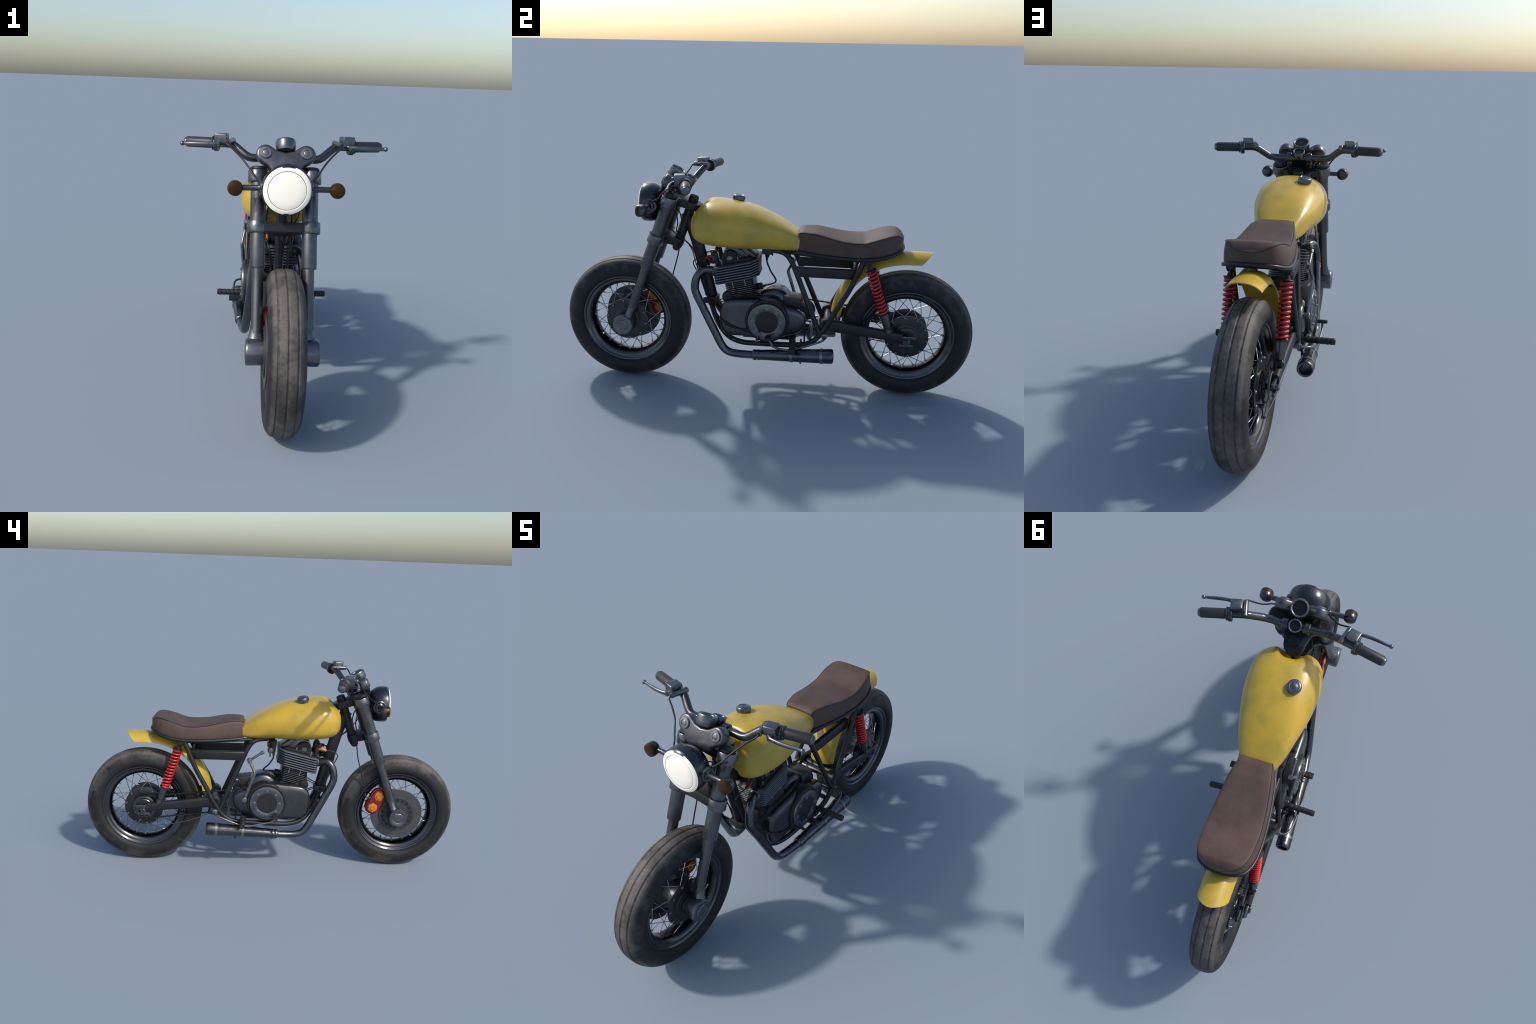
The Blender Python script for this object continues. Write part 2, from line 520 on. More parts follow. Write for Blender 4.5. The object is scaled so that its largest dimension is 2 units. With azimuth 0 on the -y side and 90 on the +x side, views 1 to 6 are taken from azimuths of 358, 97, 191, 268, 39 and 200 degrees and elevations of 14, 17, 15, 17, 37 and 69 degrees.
RIM = [(.0405, .2190), (.0490, .2245), (.0530, .2235), (.0535, .2195), (.0510, .2150), (.0470, .2125), (.0445, .2075),
       (.0450, .2030), (.0430, .1985), (.0375, .1915), (.0300, .1845), (.0190, .1800), (.0, .1785)]
def make_wheel(name, c, front):
    c = np.array(c, float)
    b = B()
    prof = [(-x, r) for x, r in RIM] + [(x, r) for x, r in reversed(RIM[:-1])]
    b.add(lathe(prof + [(.036, .216), (-.036, .216)], c, X, 96, closed=True))
    wheel = obj(name, b, M_RIM, None, 40, origin=c)
    make_tyre(wheel, c)
    # hub with a flange on each side
    b = B()
    hub = [(-.066, .020), (-.066, .046), (-.0645, .049), (-.059, .050), (-.0585, .0585), (-.0575, .0610), (-.0545, .0620), (-.0545, .070), (-.0535, .100), (-.052, .1045), (-.047, .1045), (-.045, .100),
           (-.042, .080), (-.030, .066), (0, .060)]
    prof = hub + [(-a, r) for a, r in reversed(hub[:-1])]
    b.add(lathe(prof, c, X, 60))
    obj("hub", b, M_HUB, wheel, 30, origin=c)
    # flange bolts
    bb = B()
    bb.add(lathe([(0, .0068), (.0035, .0068), (.0058, .005), (.0062, 0)], c + X * .0535 + Z * .0965, X, 12))
    bolt = obj("flange_bolt", bb, M_GREY, wheel, 40, origin=c)
    off = math.radians(8)
    for s in (0, 1):
        for k in range(10):
            if s == 0 and k == 0:
                bolt.rotation_euler = (off, 0, 0); continue
            o = copy(bolt)
            o.rotation_euler = (off + math.radians(36 * k), 0, math.pi if s else 0)
    # spokes: each bolt position carries two, crossing
    spokes = []
    for s in (1, -1):
        for sgn in (1, -1):
            sb = B()
            a0 = sgn * math.radians(4); a1 = sgn * math.radians(-27)
            p0 = c + np.array((s * (.049 if sgn > 0 else .046), .0960 * math.sin(a0), .0960 * math.cos(a0)))
            p1 = c + np.array((s * .014, .1840 * math.sin(a1), .1840 * math.cos(a1)))
            sb.add(tube([p0, p1], .00165, 7))
            d = unit(p1 - p0)
            sb.add(tube([p1 - d * .017, p1 - d * .014, p1 + d * .002], [.0022, .0033, .0033], 8))
            sp = obj("spoke", sb, M_CHROME, wheel, 40, origin=c)
            base = off + (0 if s > 0 else math.radians(18))
            sp.rotation_euler = (base, 0, 0)
            for k in range(1, 10):
                o = copy(sp)
                o.rotation_euler = (base + math.radians(36 * k), 0, 0)
    # tyre valve
    b = B()
    d = unit((0, -.163, .083)) if front else unit((0, -.150, .085))
    b.add(cyl(c + d * .178, c + d * .200, .0045, 12), .001)
    obj("tyre_valve", b, M_REDDARK, wheel, origin=c)
    return wheel

CF = (0, -.6868, WR); CR = (0, .6868, WR)
FWH = make_wheel("wheel", CF, True)
RWH = make_wheel("wheel", CR, False)

# brake disc and caliper (right-hand side, -x)
b = B()
b.add(lathe([(-.060, .060), (-.060, .137), (-.0605, .140), (-.064, .140), (-.0655, .138), (-.0655, .060)], CF, X, 72))
obj("brake_disc", b, M_DISC, FWH, 30, origin=CF)
b = B()
n = 14
outer = 96
# drilled carrier ring: annulus with a ring of holes built as recessed dark cups
b.add(lathe([(-.064, .050), (-.064, .096), (-.070, .096), (-.0715, .0945), (-.0715, .0895), (-.0705, .0885), (-.0705, .052)], CF, X, 72))
obj("disc_carrier", b, M_CARRIER, FWH, 30, origin=CF)
b = B()
b.add(lathe([(-.0700, .0095), (-.0720, .0095), (-.0720, .0086), (-.0710, .0082), (-.0710, 0)], np.array(CF) + Z * .0765, X, 16))
hole = obj("drilled_hole", b, M_BLACK, FWH, 40, origin=CF)
for k in range(1, 18):
    copy(hole).rotation_euler = (math.radians(20 * k), 0, 0)

def hexpoly(r, ph=0): return [(r * math.cos(math.radians(60*k + ph)), r * math.sin(math.radians(60*k + ph))) for k in range(6)]
cal_c = np.array((0, -.5665, .383))
cal_d = unit((0, .030, .064)); cal_d = unit((0, -.031, .065))
cal_n = np.cross(X, cal_d)
def stadium(hl, r, n=8):
    p = []
    for k in range(n + 1):
        t = math.pi * k / n
        p.append((r * math.cos(t), hl + r * math.sin(t)))
    for k in range(n + 1):
        t = math.pi + math.pi * k / n
        p.append((r * math.cos(t), -hl + r * math.sin(t)))
    return p
b = B()
b.add(prism(stadium(.036, .040, 6), cal_c, cal_n, cal_d, X, -.046, -.074), .003)
b.add(prism(stadium(.036, .034, 6), cal_c, cal_n, cal_d, X, -.074, -.0845), .004)
cal = obj("brake_caliper", b, M_REDDARK, FWH, 30, origin=CF)
for s in (1, -1):
    b = B()
    q = cal_c + cal_d * .0355 * s
    b.add(prism(hexpoly(.0268, 2 if s > 0 else 32), q, Y, Z, X, -.083, -.087), .0012)
    b.add(lathe([(0, .015), (-.0035, .014), (-.0035, .009), (-.002, .008), (-.002, 0)], q - X * .087, X, 6))
    b.add(prism(hexpoly(.0255, 12), q, Y, Z, X, -.046, -.043), .0012)
    obj("caliper_piston_cap", b, M_ORANGE, FWH, 30, origin=CF)

# ------------------------------------------------------------------ fork
forkB = B()
fork_obj = None
b = B()
for s in (1, -1):
    x = .098 * s
    # upper tube, lower sleeve with its lip, and slider
    b.add(lathe([(0, .030), (.205, .030)], fk(.100 * s, .755), UP, 28))
    b.add(lathe([(0, .0245), (0.0, .0283), (.004, .0295), (.140, .0295), (.145, .0290)], fk(x, .604), UP, 28))
    b.add(lathe([(0, .0216), (.26, .0216)], fk(.0965 * s, .372), UP, 28))
fork = obj("fork", b, M_FORK, None, 30)
for s in (1, -1):
    b = B()
    # axle boss with a rounded outer rim and a raised round centre
    o = np.array((0, -.685, .3115))
    b.add(lathe([(.066*s, .040), (.070*s, .0495), (.128*s, .0510), (.134*s, .0495), (.1375*s, .0465), (.138*s, .030), (.1365*s, .027),
                 (.1385*s, .0255), (.1392*s, .0235), (.1392*s, 0)], o, X, 40))
    # neck flaring from the slider into the boss
    rings = []
    for t in np.linspace(0, 1, 9):
        z = .398 - t * .062
        cy = fork_y(z) - .004 * t ** 1.2
        cx = (.0965 + .006 * t ** 1.5) * s
        rx = .0240 + .0125 * t ** 1.8
        ry = .0240 + .006 * t ** 1.6
        rings.append([(cx + rx * math.cos(a), cy + ry * math.sin(a), z + .37 * ry * math.sin(a))
                      for a in np.linspace(0, 2 * math.pi, 25)[:-1]])
    b.add(loft(rings))
    obj("axle_boss", b, M_CLAMP, fork, 35)
for s in (1, -1):
    b = B()
    # split clamps (upper and lower yokes) and fork top cap
    b.add(lathe([(-.0225, .030), (-.0225, .0375), (-.021, .0385), (.021, .0385), (.0225, .0375), (.0225, .030)], fk(.103*s, .934), UP, 36))
    b.add(lathe([(-.0215, .029), (-.0215, .0365), (-.020, .0375), (.020, .0375), (.0215, .0365), (.0215, .029)], fk(.102*s, .7505), UP, 36))
    obj("fork_clamp", b, M_CLAMP, fork, 35)
    b = B()
    b.add(lathe([(-.03, .029), (.004, .029), (.010, .0335), (.016, .0330), (.0195, .0300), (.0195, .013), (.0175, .011), (.0175, 0)], fk(.101*s, .950), UP, 28))
    obj("fork_top_cap", b, M_BLACK, fork, 35)
# yokes
def in_fork(x, d, z0):   # point with lateral x, forward distance d from the fork plane, at clamp height
    return np.array((x, fork_y(z0), z0)) + FW * d
b = B()
for z0, h in ((.934, .0185), (.7505, .019)):
    up = z0 > .9
    poly = []
    # outline: front edge bowed slightly back, rear tongue around the steering stem
    stem = -.092 if up else -.083
    front = [(-.10, .030), (-.06, .022), (0, .015), (.06, .022), (.10, .030)]
    if not up: front = [(-.10, .030), (-.06, .026), (0, .020), (.06, .026), (.10, .030)]
    right = [(.10, -.030), (.062, -.045)]
    tongue = [((.047 if up else .042) * math.cos(math.radians(a)), stem - (.058 if up else .036) * math.sin(math.radians(a))) for a in range(0, 181, 15)]
    left = [(-.062, -.045), (-.10, -.030)]
    poly = front + right + tongue + left
    o = np.array((0, fork_y(z0), z0))
    b.add(prism(poly, o, X, FW, UP, -h, h - (.003 if up else 0)), .003)
obj("fork_yoke", b, M_FRAME, fork, 35)
b = B()
st = lambda z: np.array((0, -.42 + .37 * (z - .74), z))
b.add(cyl(st(.690), st(.927), .0235, 24))
b.add(lathe([(0, .021), (.012, .019), (.02, .012)], st(.690), -UP, 24))
obj("steering_stem", b, M_FRAME, fork, 35)
b = B()
b.add(lathe([(0, .0225), (.014, .0225), (.018, .0205), (.0182, .018), (.0165, .0165), (.0165, 0)], st(.926), UP, 28))
for a in (0, 1):
    b.add(box(st(.926) + UP * .0172, (.022, .004, .0024), np.array([X if not a else -FW, -FW if not a else X, UP]).T))
obj("stem_nut", b, M_BLACK, fork, 35)

# ------------------------------------------------------------------ headlight
HC = np.array((0, 0, .9055))
def hl(prof, n=64): return lathe(prof, HC, Y, n)
b = B()
b.add(hl([(-.5915, .0860), (-.5920, .0905), (-.5865, .0932), (-.578, .0945), (-.556, .0945), (-.537, .0905), (-.519, .0800), (-.504, .0660), (-.494, .0470), (-.488, .0240), (-.487, 0)]))
head = obj("headlight", b, M_HEAD, None, 35)
b = B()
b.add(hl([(-.590, .0892), (-.5926, .0890), (-.5950, .0868), (-.5990, .0800), (-.6008, .0735), (-.6000, .0722), (-.588, .0722)], 72))
obj("headlight_trim_ring", b, M_LENS, head, 35)
b = B()
b.add(hl([(-.590, .0724), (-.5995, .0724), (-.5988, .0702), (-.590, .0702)], 72))
obj("lens_gasket", b, M_LINE, head, 35)
b = B()
b.add(hl([(-.590, .0704), (-.6002, .0702), (-.6025, .0660), (-.6055, .0500), (-.6078, .0250), (-.6084, 0)], 72))
obj("headlight_lens", b, M_LENS, head, 35)
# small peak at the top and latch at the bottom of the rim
b = B()
for ang0, ang1, r1 in ((-14, 17, .0930), (174, 186, .0935)):
    rr = []
    for a in np.linspace(math.radians(ang0), math.radians(ang1), 9):
        rr.append([HC + Y * yy + X * (r * math.sin(a)) + Z * (r * math.cos(a)) for yy, r in ((-.587, r1 + .0008), (-.5945, .0900), (-.5974, .0855), (-.589, .0860))])
    b.add(loft(rr))
obj("rim_clip", b, M_HEAD, head, 35)
# indicators
for s in (1, -1):
    o = np.array((s * .1905, 0, .9045))
    b = B()
    b.add(lathe([(.082*s, .033), (.090*s, .0345), (.096*s, .033), (.0985*s, .028), (.0965*s, .020), (.100*s, .0135), (.105*s, .0112), (.166*s, .0108)],
                (0, -.543, .9055), X, 32))
    b.add(lathe([(-.5510, .0285), (-.5400, .0285), (-.534, .0265), (-.529, .0210), (-.5265, .010), (-.526, 0)], o, Y, 32))
    ind = obj("indicator", b, M_DARK, head, 35)
    b = B()
    b.add(lathe([(-.550, .0265), (-.5530, .0290), (-.5650, .0288), (-.5715, .0262), (-.5740, .0200), (-.5752, .010), (-.5756, 0)], o, Y, 32))
    obj("indicator_lens", b, M_AMBER, head, 35)

# front bracket: a two-eared plate carrying the instruments, bolted at each ear
EC = np.array((0, -.468, 1.026))
FT = unit((0, -.90, .436)); UT = np.array((0, .436, .90))     # plate normal and its up direction
ear = .0775
pts = []
for a in range(-60, 121, 15): pts.append((ear + .036 * math.cos(math.radians(a)), .036 * math.sin(math.radians(a)) + .002))
mid_top = [(.032, .014), (0, .008), (-.032, .014)]
lft = [(-p[0], p[1]) for p in reversed(pts)]
low = [(-.064, -.050), (-.057, -.068), (.057, -.068), (.064, -.050)]
poly = pts + mid_top + lft + low
b = B()
b.add(prism(poly, EC, X, UT, FT, -.040, .004), .010, 3)
brk = obj("headlight_bracket", b, M_FORK, None, 35)
for s in (1, -1):
    b = B()
    b.add(lathe([(.002, .0225), (.0085, .0225), (.0105, .0205), (.0112, .014), (.0095, .0125), (.0110, .0110), (.0118, .009), (.0118, 0)],
                EC + X * ear * s + UT * .002, FT, 28))
    obj("bracket_bolt", b, M_GREY, brk, 35)
# instruments
GN = unit((0, .50, .866))
for c, R, ri, h in (((0, -.421, 1.071), .0395, .0290, .048), ((0, -.358, 1.034), .0285, .0215, .034)):
    b = B()
    b.add(lathe([(-h, R * .60), (-h + .004, R * .88), (-h + .010, R * .955), (-h * .5, R * .985), (-.009, R), (-.0035, R * .99), (-.0008, R * .95), (0, R * .89), (-.0012, R * .80), (-.0035, ri + .0008), (-.007, ri), (-.009, ri)],
                c, GN, 44))
    g = obj("instrument", b, M_CLAMP, brk, 35)
    b = B()
    b.add(lathe([(-.009, ri), (-.0065, ri), (-.0062, ri * .5), (-.006, 0)], c, GN, 36))
    obj("instrument_glass", b, M_GLASS, brk, 35)

# ------------------------------------------------------------------ handlebar
bar_pts = [(-.384, -.2965, 1.048), (-.204, -.341, 1.048), (-.140, -.380, .999), (.140, -.380, .999), (.204, -.341, 1.048), (.384, -.2965, 1.048)]
b = B()
b.add(tube(fillet(bar_pts, .022, 6), .0163, 18))
bar = obj("handlebar", b, M_DARK, None, 40)
b = B()
for s in (1, -1):
    b.add(lathe([(-.0125, .016), (-.0125, .0225), (-.0105, .0240), (.0105, .0240), (.0125, .0225), (.0125, .016)], (.047*s, -.379, 1.000), X, 28))
    b.add(box((.047*s, -.388, .975), (.023, .034, .040), np.array([X, -FW, UP]).T), .003)
obj("bar_clamp", b, M_DARK, bar, 35)
for s in (1, -1):
    a = unit((s * .180, .0445, 0)); st0 = np.array((s * .204, -.341, 1.048))
    at = lambda d: st0 + a * d
    side = np.array((-a[1], a[0], 0)) * (1 if s > 0 else -1)     # rearwards
    b = B()
    b.add(lathe([(0, .017), (0, .0268), (.002, .0276), (.006, .0276), (.008, .0240), (.0095, .0215), (.110, .0213), (.113, .0195)], at(.074), a, 30))
    grip = obj("grip", b, M_GRIP, bar, 35)
    b = B()
    b.add(lathe([(0, .0175), (.006, .0172), (.010, .0150), (.0125, .009), (.013, 0)], at(.186), a, 26))
    obj("bar_end_cap", b, M_CLAMP, bar, 35)
    b = B()
    b.add(lathe([(-.009, .016), (-.009, .0275), (-.007, .0295), (.007, .0295), (.009, .0275), (.009, .016)], at(.064) - Z * .003, a, 30))
    b.add(box(at(.052) + side * -.030 + Z * 0.001, (.022, .036, .018), np.array([a, side, Z]).T), .003)
    obj("switch_clamp", b, M_DARK, bar, 35)
    b = B()
    R3 = np.array([a, side, Z]).T
    b.add(box(at(.038) + side * -.024 + Z * .0225, (.050, .048, .038), R3), .005, 3)
    obj("fluid_reservoir", b, M_CLAMP, bar, 35)
    # cable adjuster: cylinder lying across the bar
    b = B()
    f0 = np.array((s * .201, -.322, 1.060)); f1 = np.array((s * .2215, -.397, 1.058))
    L = np.linalg.norm(f1 - f0)
    b.add(lathe([(0, .0105), (.003, .0122), (L - .008, .0110), (L - .003, .0118), (L, .0105), (L, .007), (L-.004, .0055)], f0, f1 - f0, 22))
    obj("cable_adjuster", b, M_CLAMP, bar, 35)
    # lever: flattened blade with a ball end
    lp = spline([(s*.244, -.372, 1.050), (s*.262, -.3845, 1.0495), (s*.300, -.3865, 1.0485), (s*.345, -.3810, 1.0475), (s*.380, -.3740, 1.0470), (s*.399, -.3715, 1.0470)], 6)
    rr = np.interp(np.linspace(0, 1, len(lp)), [0, .2, .6, .93, 1], [.0098, .0098, .0086, .0068, .0060])
    b = B()
    b.add(tube(lp, rr, 12, flat=.75, hint=Z))
    b.add(lathe([(-.0095, 0), (-.0080, .0055), (-.004, .0085), (0, .0093), (.004, .0085), (.0075, .0055), (.0085, 0)], lp[-1], X, 16))
    b.add(lathe([(-.009, .0085), (.009, .0085)], (s*.258, -.382, 1.049), Z, 16))
    obj("brake_lever" if s < 0 else "clutch_lever", b, M_CLAMP, bar, 40)
    # control cable
    b = B()
    b.add(tube(spline([(s*.2215, -.397, 1.058), (s*.2195, -.408, 1.050), (s*.199, -.418, 1.032), (s*.165, -.440, 1.000), (s*.140, -.470, .972), (s*.120, -.495, .945), (s*.100, -.520, .930), (s*.078, -.520, .920)], 6), .0036, 10))
    obj("control_cable", b, M_FRAME, bar, 40)

# front brake hose down to the caliper, and a loom running back from the headlight
b = B()
b.add(tube(spline([(-.050, -.470, .905), (-.050, -.440, .860), (-.058, -.428, .815), (-.064, -.434, .775), (-.070, -.441, .700), (-.075, -.450, .635), (-.079, -.467, .572), (-.081, -.485, .508), (-.082, -.499, .455), (-.083, -.507, .420), (-.082, -.516, .406), (-.078, -.530, .402)], 6), .0031, 8))
b.add(lathe([(0, .006), (.008, .0065), (.016, .005)], (-.078, -.524, .404), (0, -1, -.1), 12))
obj("brake_hose", b, M_BLACK, fork, 40)
b = B()
b.add(tube(spline([(.010, -.495, .890), (.020, -.440, .868), (.030, -.424, .815), (.036, -.428, .775), (.038, -.400, .742), (.037, -.370, .716), (.035, -.350, .690), (.034, -.330, .630), (.034, -.300, .530), (.034, -.275, .440)], 6), .0030, 8))
b.add(tube(spline([(.060, -.470, .840), (.062, -.455, .800), (.055, -.425, .765), (.042, -.385, .730), (.040, -.355, .690), (.040, -.335, .620), (.038, -.300, .500), (.036, -.275, .435)], 6), .0024, 8))
obj("wiring_loom", b, M_BLACK, fork, 40)

# ------------------------------------------------------------------ fuel tank
tk_top = curve1d([-.347, -.342, -.327, -.306, -.290, -.272, -.240, -.190, -.140, -.090, -.030, .030, .090, .130, .165, .178],
                 [.858, .874, .896, .915, .9275, .9330, .9345, .9312, .9247, .9150, .8958, .8690, .8370, .8105, .7880, .7790])
tk_bot = curve1d([-.347, -.342, -.327, -.300, -.260, -.200, -.100, 0, .100, .160, .178], [.775, .762, .742, .727, .7185, .714, .711, .710, .711, .714, .716])
tk_w = curve1d([-.347, -.342, -.330, -.300, -.240, -.180, -.100, -.020, .060, .110, .145, .167], [.088, .108, .125, .1445, .1605, .1630, .1555, .1390, .1180, .1010, .0865, .0755])
ys = list(-.347 + .05 * (1 - np.cos(np.linspace(0, math.pi / 2, 12)))) + list(np.linspace(-.29, .167, 40))
rings = []
for y in ys:
    zt, zb, w = tk_top(y), tk_bot(y), tk_w(y)
    zc = min(max(.800, zb + .42 * (zt - zb)), zb + .60 * (zt - zb))
    ring = []
    for k in range(72):
        t = 2 * math.pi * k / 72
        c, s_ = math.cos(t), math.sin(t)
        k_end = min(max((y - .02) / .145, 0), 1)
        e = (2.45 + 1.1 * k_end) if s_ > 0 else (2.7 + 2.3 * k_end)
        x = w * math.copysign(abs(c) ** (2 / e), c)
        z = zc + ((zt - zc) if s_ > 0 else (zc - zb)) * math.copysign(abs(s_) ** (2 / e), s_)
        # front notch around the steering stem
        f = min(max((.062 - abs(x)) / .026, 0), 1); f = f * f * (3 - 2 * f)
        yy = y
        if y < -.24:
            yy = y + f * max(0, (-.24 - y)) * .50
        ring.append((x, yy, z))
    rings.append(ring)
G = np.array(rings)
for _ in range(8):
    H = G.copy()
    ring_avg = (np.roll(G, 1, 1) + np.roll(G, -1, 1)) / 2
    H[1:-1] = .5 * G[1:-1] + .25 * (G[:-2] + G[2:]) / 2 + .25 * ring_avg[1:-1]
    H[0] = .5 * G[0] + .5 * ring_avg[0]
    H[1:, :, 1] = G[1:, :, 1] * .6 + H[1:, :, 1] * .4
    G = H
rings = [[tuple(p) for p in r] for r in G]
b = B()
# front cap: close with concentric shrinking rings so the nose stays smooth
def shrink(ring, k, dy):
    c = np.mean(np.array(ring), axis=0)
    return [tuple(c + (np.array(p) - c) * k + np.array((0, p[1] - c[1] + dy, 0)) * 1.0 - np.array((0, (p[1] - c[1]) * k, 0))) for p in ring]
nose = [shrink(rings[0], .05, -.0015), shrink(rings[0], .5, -.0015), shrink(rings[0], .85, -.0008)]
b.add(loft(nose + rings))
tank = obj("fuel_tank", b, M_YELLOW, None, 60)
b = B()
cn = unit((-.10, .16, .98))
b.add(lathe([(-.030, .0285), (-.016, .0290), (-.0145, .0275), (-.0125, .0275), (-.010, .0308), (.000, .0312), (.006, .0300), (.0095, .0265), (.0105, .0225), (.0090, .0205), (.0088, .0125), (.0100, .0105), (.0100, 0)],
            (-.0655, -.143, .9325), cn, 40))
obj("fuel_cap", b, M_CAP, tank, 35)

# ------------------------------------------------------------------ seat
s_h = curve1d([.158, .168, .20, .24, .30, .36, .43, .48, .53, .57, .60, .618, .632, .6395, .644], [.0745, .0775, .086, .0945, .1045, .1125, .1185, .1205, .1195, .1135, .1030, .0895, .0680, .0440, .0180])
s_bot = curve1d([.146, .20, .26, .36, .45, .52, .58, .63, .644], [.7185, .7145, .7105, .7060, .7055, .7125, .7265, .7440, .7490])
s_seam = curve1d([.158, .172, .23, .285, .365, .42, .458, .50, .55, .585, .605, .622, .634, .640, .644], [.7980, .8055, .8050, .7955, .7795, .7755, .7765, .7890, .8050, .8135, .8150, .8100, .8010, .7940, .7920])
s_top = lambda y: s_seam(y) + .0055 * min(max((y - .160) / .02, 0.15), 1) * min(max((.644 - y) / .03, .15), 1)
ys = list(np.linspace(.158, .60, 46)) + list(.60 + .044 * np.sin(np.linspace(0, math.pi / 2, 16))[1:])
rs = []; seamR = []; panR = []
for y in ys:
    h, zb, zs, zt = s_h(y), s_bot(y), s_seam(y), s_top(y)
    hs = max(h - .008, .012)
    half = [(h * .5, zb), (h - .006, zb), (h - .0015, zb + .003), (h, zb + .008)]
    for t in (.3, .55, .8): half.append((h + (hs - h) * t ** 1.6 + .0022 * math.sin(math.pi * t), zb + (zs - zb) * t))
    half.append((hs, zs - .0012))
    half.append((hs - .0012, zs))
    for t in np.linspace(0, 1, 11)[1:]:
        a = t * math.pi / 2
        half.append((hs * math.cos(a) ** (2 / 3.0) - .0012 * (1 - t), zs + .0012 + (zt - zs) * math.sin(a) ** (2 / 2.6)))
    ring = [(0, y, zb)] + [(x, y, z) for x, z in half] + [(-x, y, z) for x, z in reversed(half[:-1])]
    rs.append(ring)
    seamR.append((hs + .0008, y, zs)); panR.append((h + .0015, y, zb - .003))
b = B(); b.add(loft(rs))
seat = obj("seat", b, M_LEATHER, None, 50)
b = B()
path = seamR + [(-x, y, z) for x, y, z in reversed(seamR)]
b.add(tube(path, .0021, 8))
obj("seat_piping", b, M_LINE, seat, 50)
b = B()
path = panR + [(-x, y, z) for x, y, z in reversed(panR)]
b.add(tube(path, .0082, 12))
b.add(box((0, .28, .700), (.09, .13, .022)), .004)
obj("seat_rail", b, M_FRAME, None, 50)

# ------------------------------------------------------------------ rear mudguard
crown = spline([(0, .322, .408), (0, .333, .460), (0, .354, .520), (0, .390, .580), (0, .440, .635), (0, .500, .678), (0, .565, .705), (0, .640, .7195), (0, .720, .7225), (0, .782, .7215)], 8)
P = np.array(crown); seg = np.r_[0, np.cumsum(np.linalg.norm(np.diff(P, axis=0), axis=1))]
def at_s(s):
    p = np.array([np.interp(s, seg, P[:, k]) for k in range(3)])
    q = np.array([np.interp(min(s + .01, seg[-1]), seg, P[:, k]) for k in range(3)]); o = np.array([np.interp(max(s - .01, 0), seg, P[:, k]) for k in range(3)])
    t = unit(q - o); return p, np.array((0, t[2], -t[1]))       # inward = down / towards the wheel
rings = []
NA = 24
for k in np.linspace(0, 1, 60):
    outer, inner = [], []
    for a in np.linspace(-1, 1, NA + 1):
        s1 = seg[-1] - .048 * abs(a) ** 1.6
        p, inn = at_s(k * s1)
        if inn[2] > 0 or inn[1] < 0: inn = -inn if inn[1] < -.5 else inn
        wv = .0665
        th = a * math.radians(78)
        xx = wv * math.sin(th) / math.sin(math.radians(78))
        dr = .047 * (1 - math.cos(th)) / (1 - math.cos(math.radians(78)))
        outer.append(p + X * xx + inn * dr)
        inner.append(p + X * xx * .955 + inn * (dr + .0035 * math.cos(th * .9)))
    rings.append(outer + inner[::-1])
b = B(); b.add(loft(rings))
guard = obj("mudguard", b, M_YELLOW, None, 50)

# ------------------------------------------------------------------ frame
def side(pts, s): return [(s * x, y, z) for x, y, z in pts]
b = B()
for s in (1, -1):
    loop = [(.112, .466, .696), (.1145, .404, .549), (.117, .353, .457), (.118, .311, .375), (.118, .272, .313), (.118, .243, .285), (.117, .205, .267), (.116, .133, .259), (.113, .060, .256),
            (.110, -.020, .2535), (.104, -.090, .252), (.094, -.148, .264), (.080, -.188, .290), (.060, -.225, .335), (.038, -.254, .395), (.022, -.268, .445)]
    b.add(tube(spline(side(loop, s), 5), .0128, 16))
    front = [(.060, .030, .712), (.068, .075, .709), (.076, .106, .698), (.083, .132, .667), (.090, .160, .606), (.103, .214, .475), (.117, .274, .330)]
    b.add(tube(spline(side(front, s), 6), .0126, 16))
    b.add(tube(side([(.060, .05, .711), (.085, .20, .705), (.108, .40, .700), (.112, .47, .696)], s), .009, 12))
# backbone, down tube, head tube
b.add(tube(spline([(0, -.385, .86), (0, -.345, .752), (0, -.322, .665), (0, -.290, .540), (0, -.268, .445), (0, -.262, .415)], 4), .0305, 20, flat=.66, hint=Y))
b.add(tube([(0, -.34, .80), (0, -.2, .80), (0, .10, .735)], .022, 14))
b.add(cyl((-.112, .462, .690), (.112, .462, .690), .010, 14))
b.add(cyl((-.10, .118, .70), (.10, .118, .70), .009, 14))
frame = obj("frame", b, M_FRAME, None, 45)
b = B()
for z0 in (.432,):
    b.add(box((0, -.268, z0), (.078, .070, .036)), .008)
    b.add(cyl((-.05, -.262, z0 - .012), (.05, -.262, z0 - .012), .012, 18), .002)
b.add(cyl((-.105, -.262, .395), (.0, -.262, .395), .008, 12))
obj("engine_mount", b, M_FRAME, frame, 35)
# side rails of the battery tray
b = B()
for s in (1, -1):
    sec = [(.076, .598), (.098, .598), (.098, .640), (.093, .6455), (.076, .6455)]
    b.add(prism([(x * s, z) for x, z in sec], (0, 0, 0), X, Z, Y, .150, .432), .003)
b.add(box((0, .425, .62), (.17, .012, .040)), .003)
obj("tray_rail", b, M_FRAME, frame, 35)
b = B()
b.add(cyl((-.09, .306, .3685), (.09, .306, .3685), .0165, 20))
b.add(cyl((-.110, .228, .300), (.110, .228, .300), .0115, 18))
b.add(cyl((-.112, .268, .330), (.112, .268, .330), .0100, 18))
obj("cross_tube", b, M_FORK, frame, 40)
# foot-peg hangers
b = B()
for s in (1, -1):
    b.add(box((s*.120, .148, .268), (.014, .030, .050)), .004)
    b.add(lathe([(-.012, .012), (.012, .012)], (s*.122, .150, .286), X, 16))
obj("peg_hanger", b, M_FRAME, frame, 35)

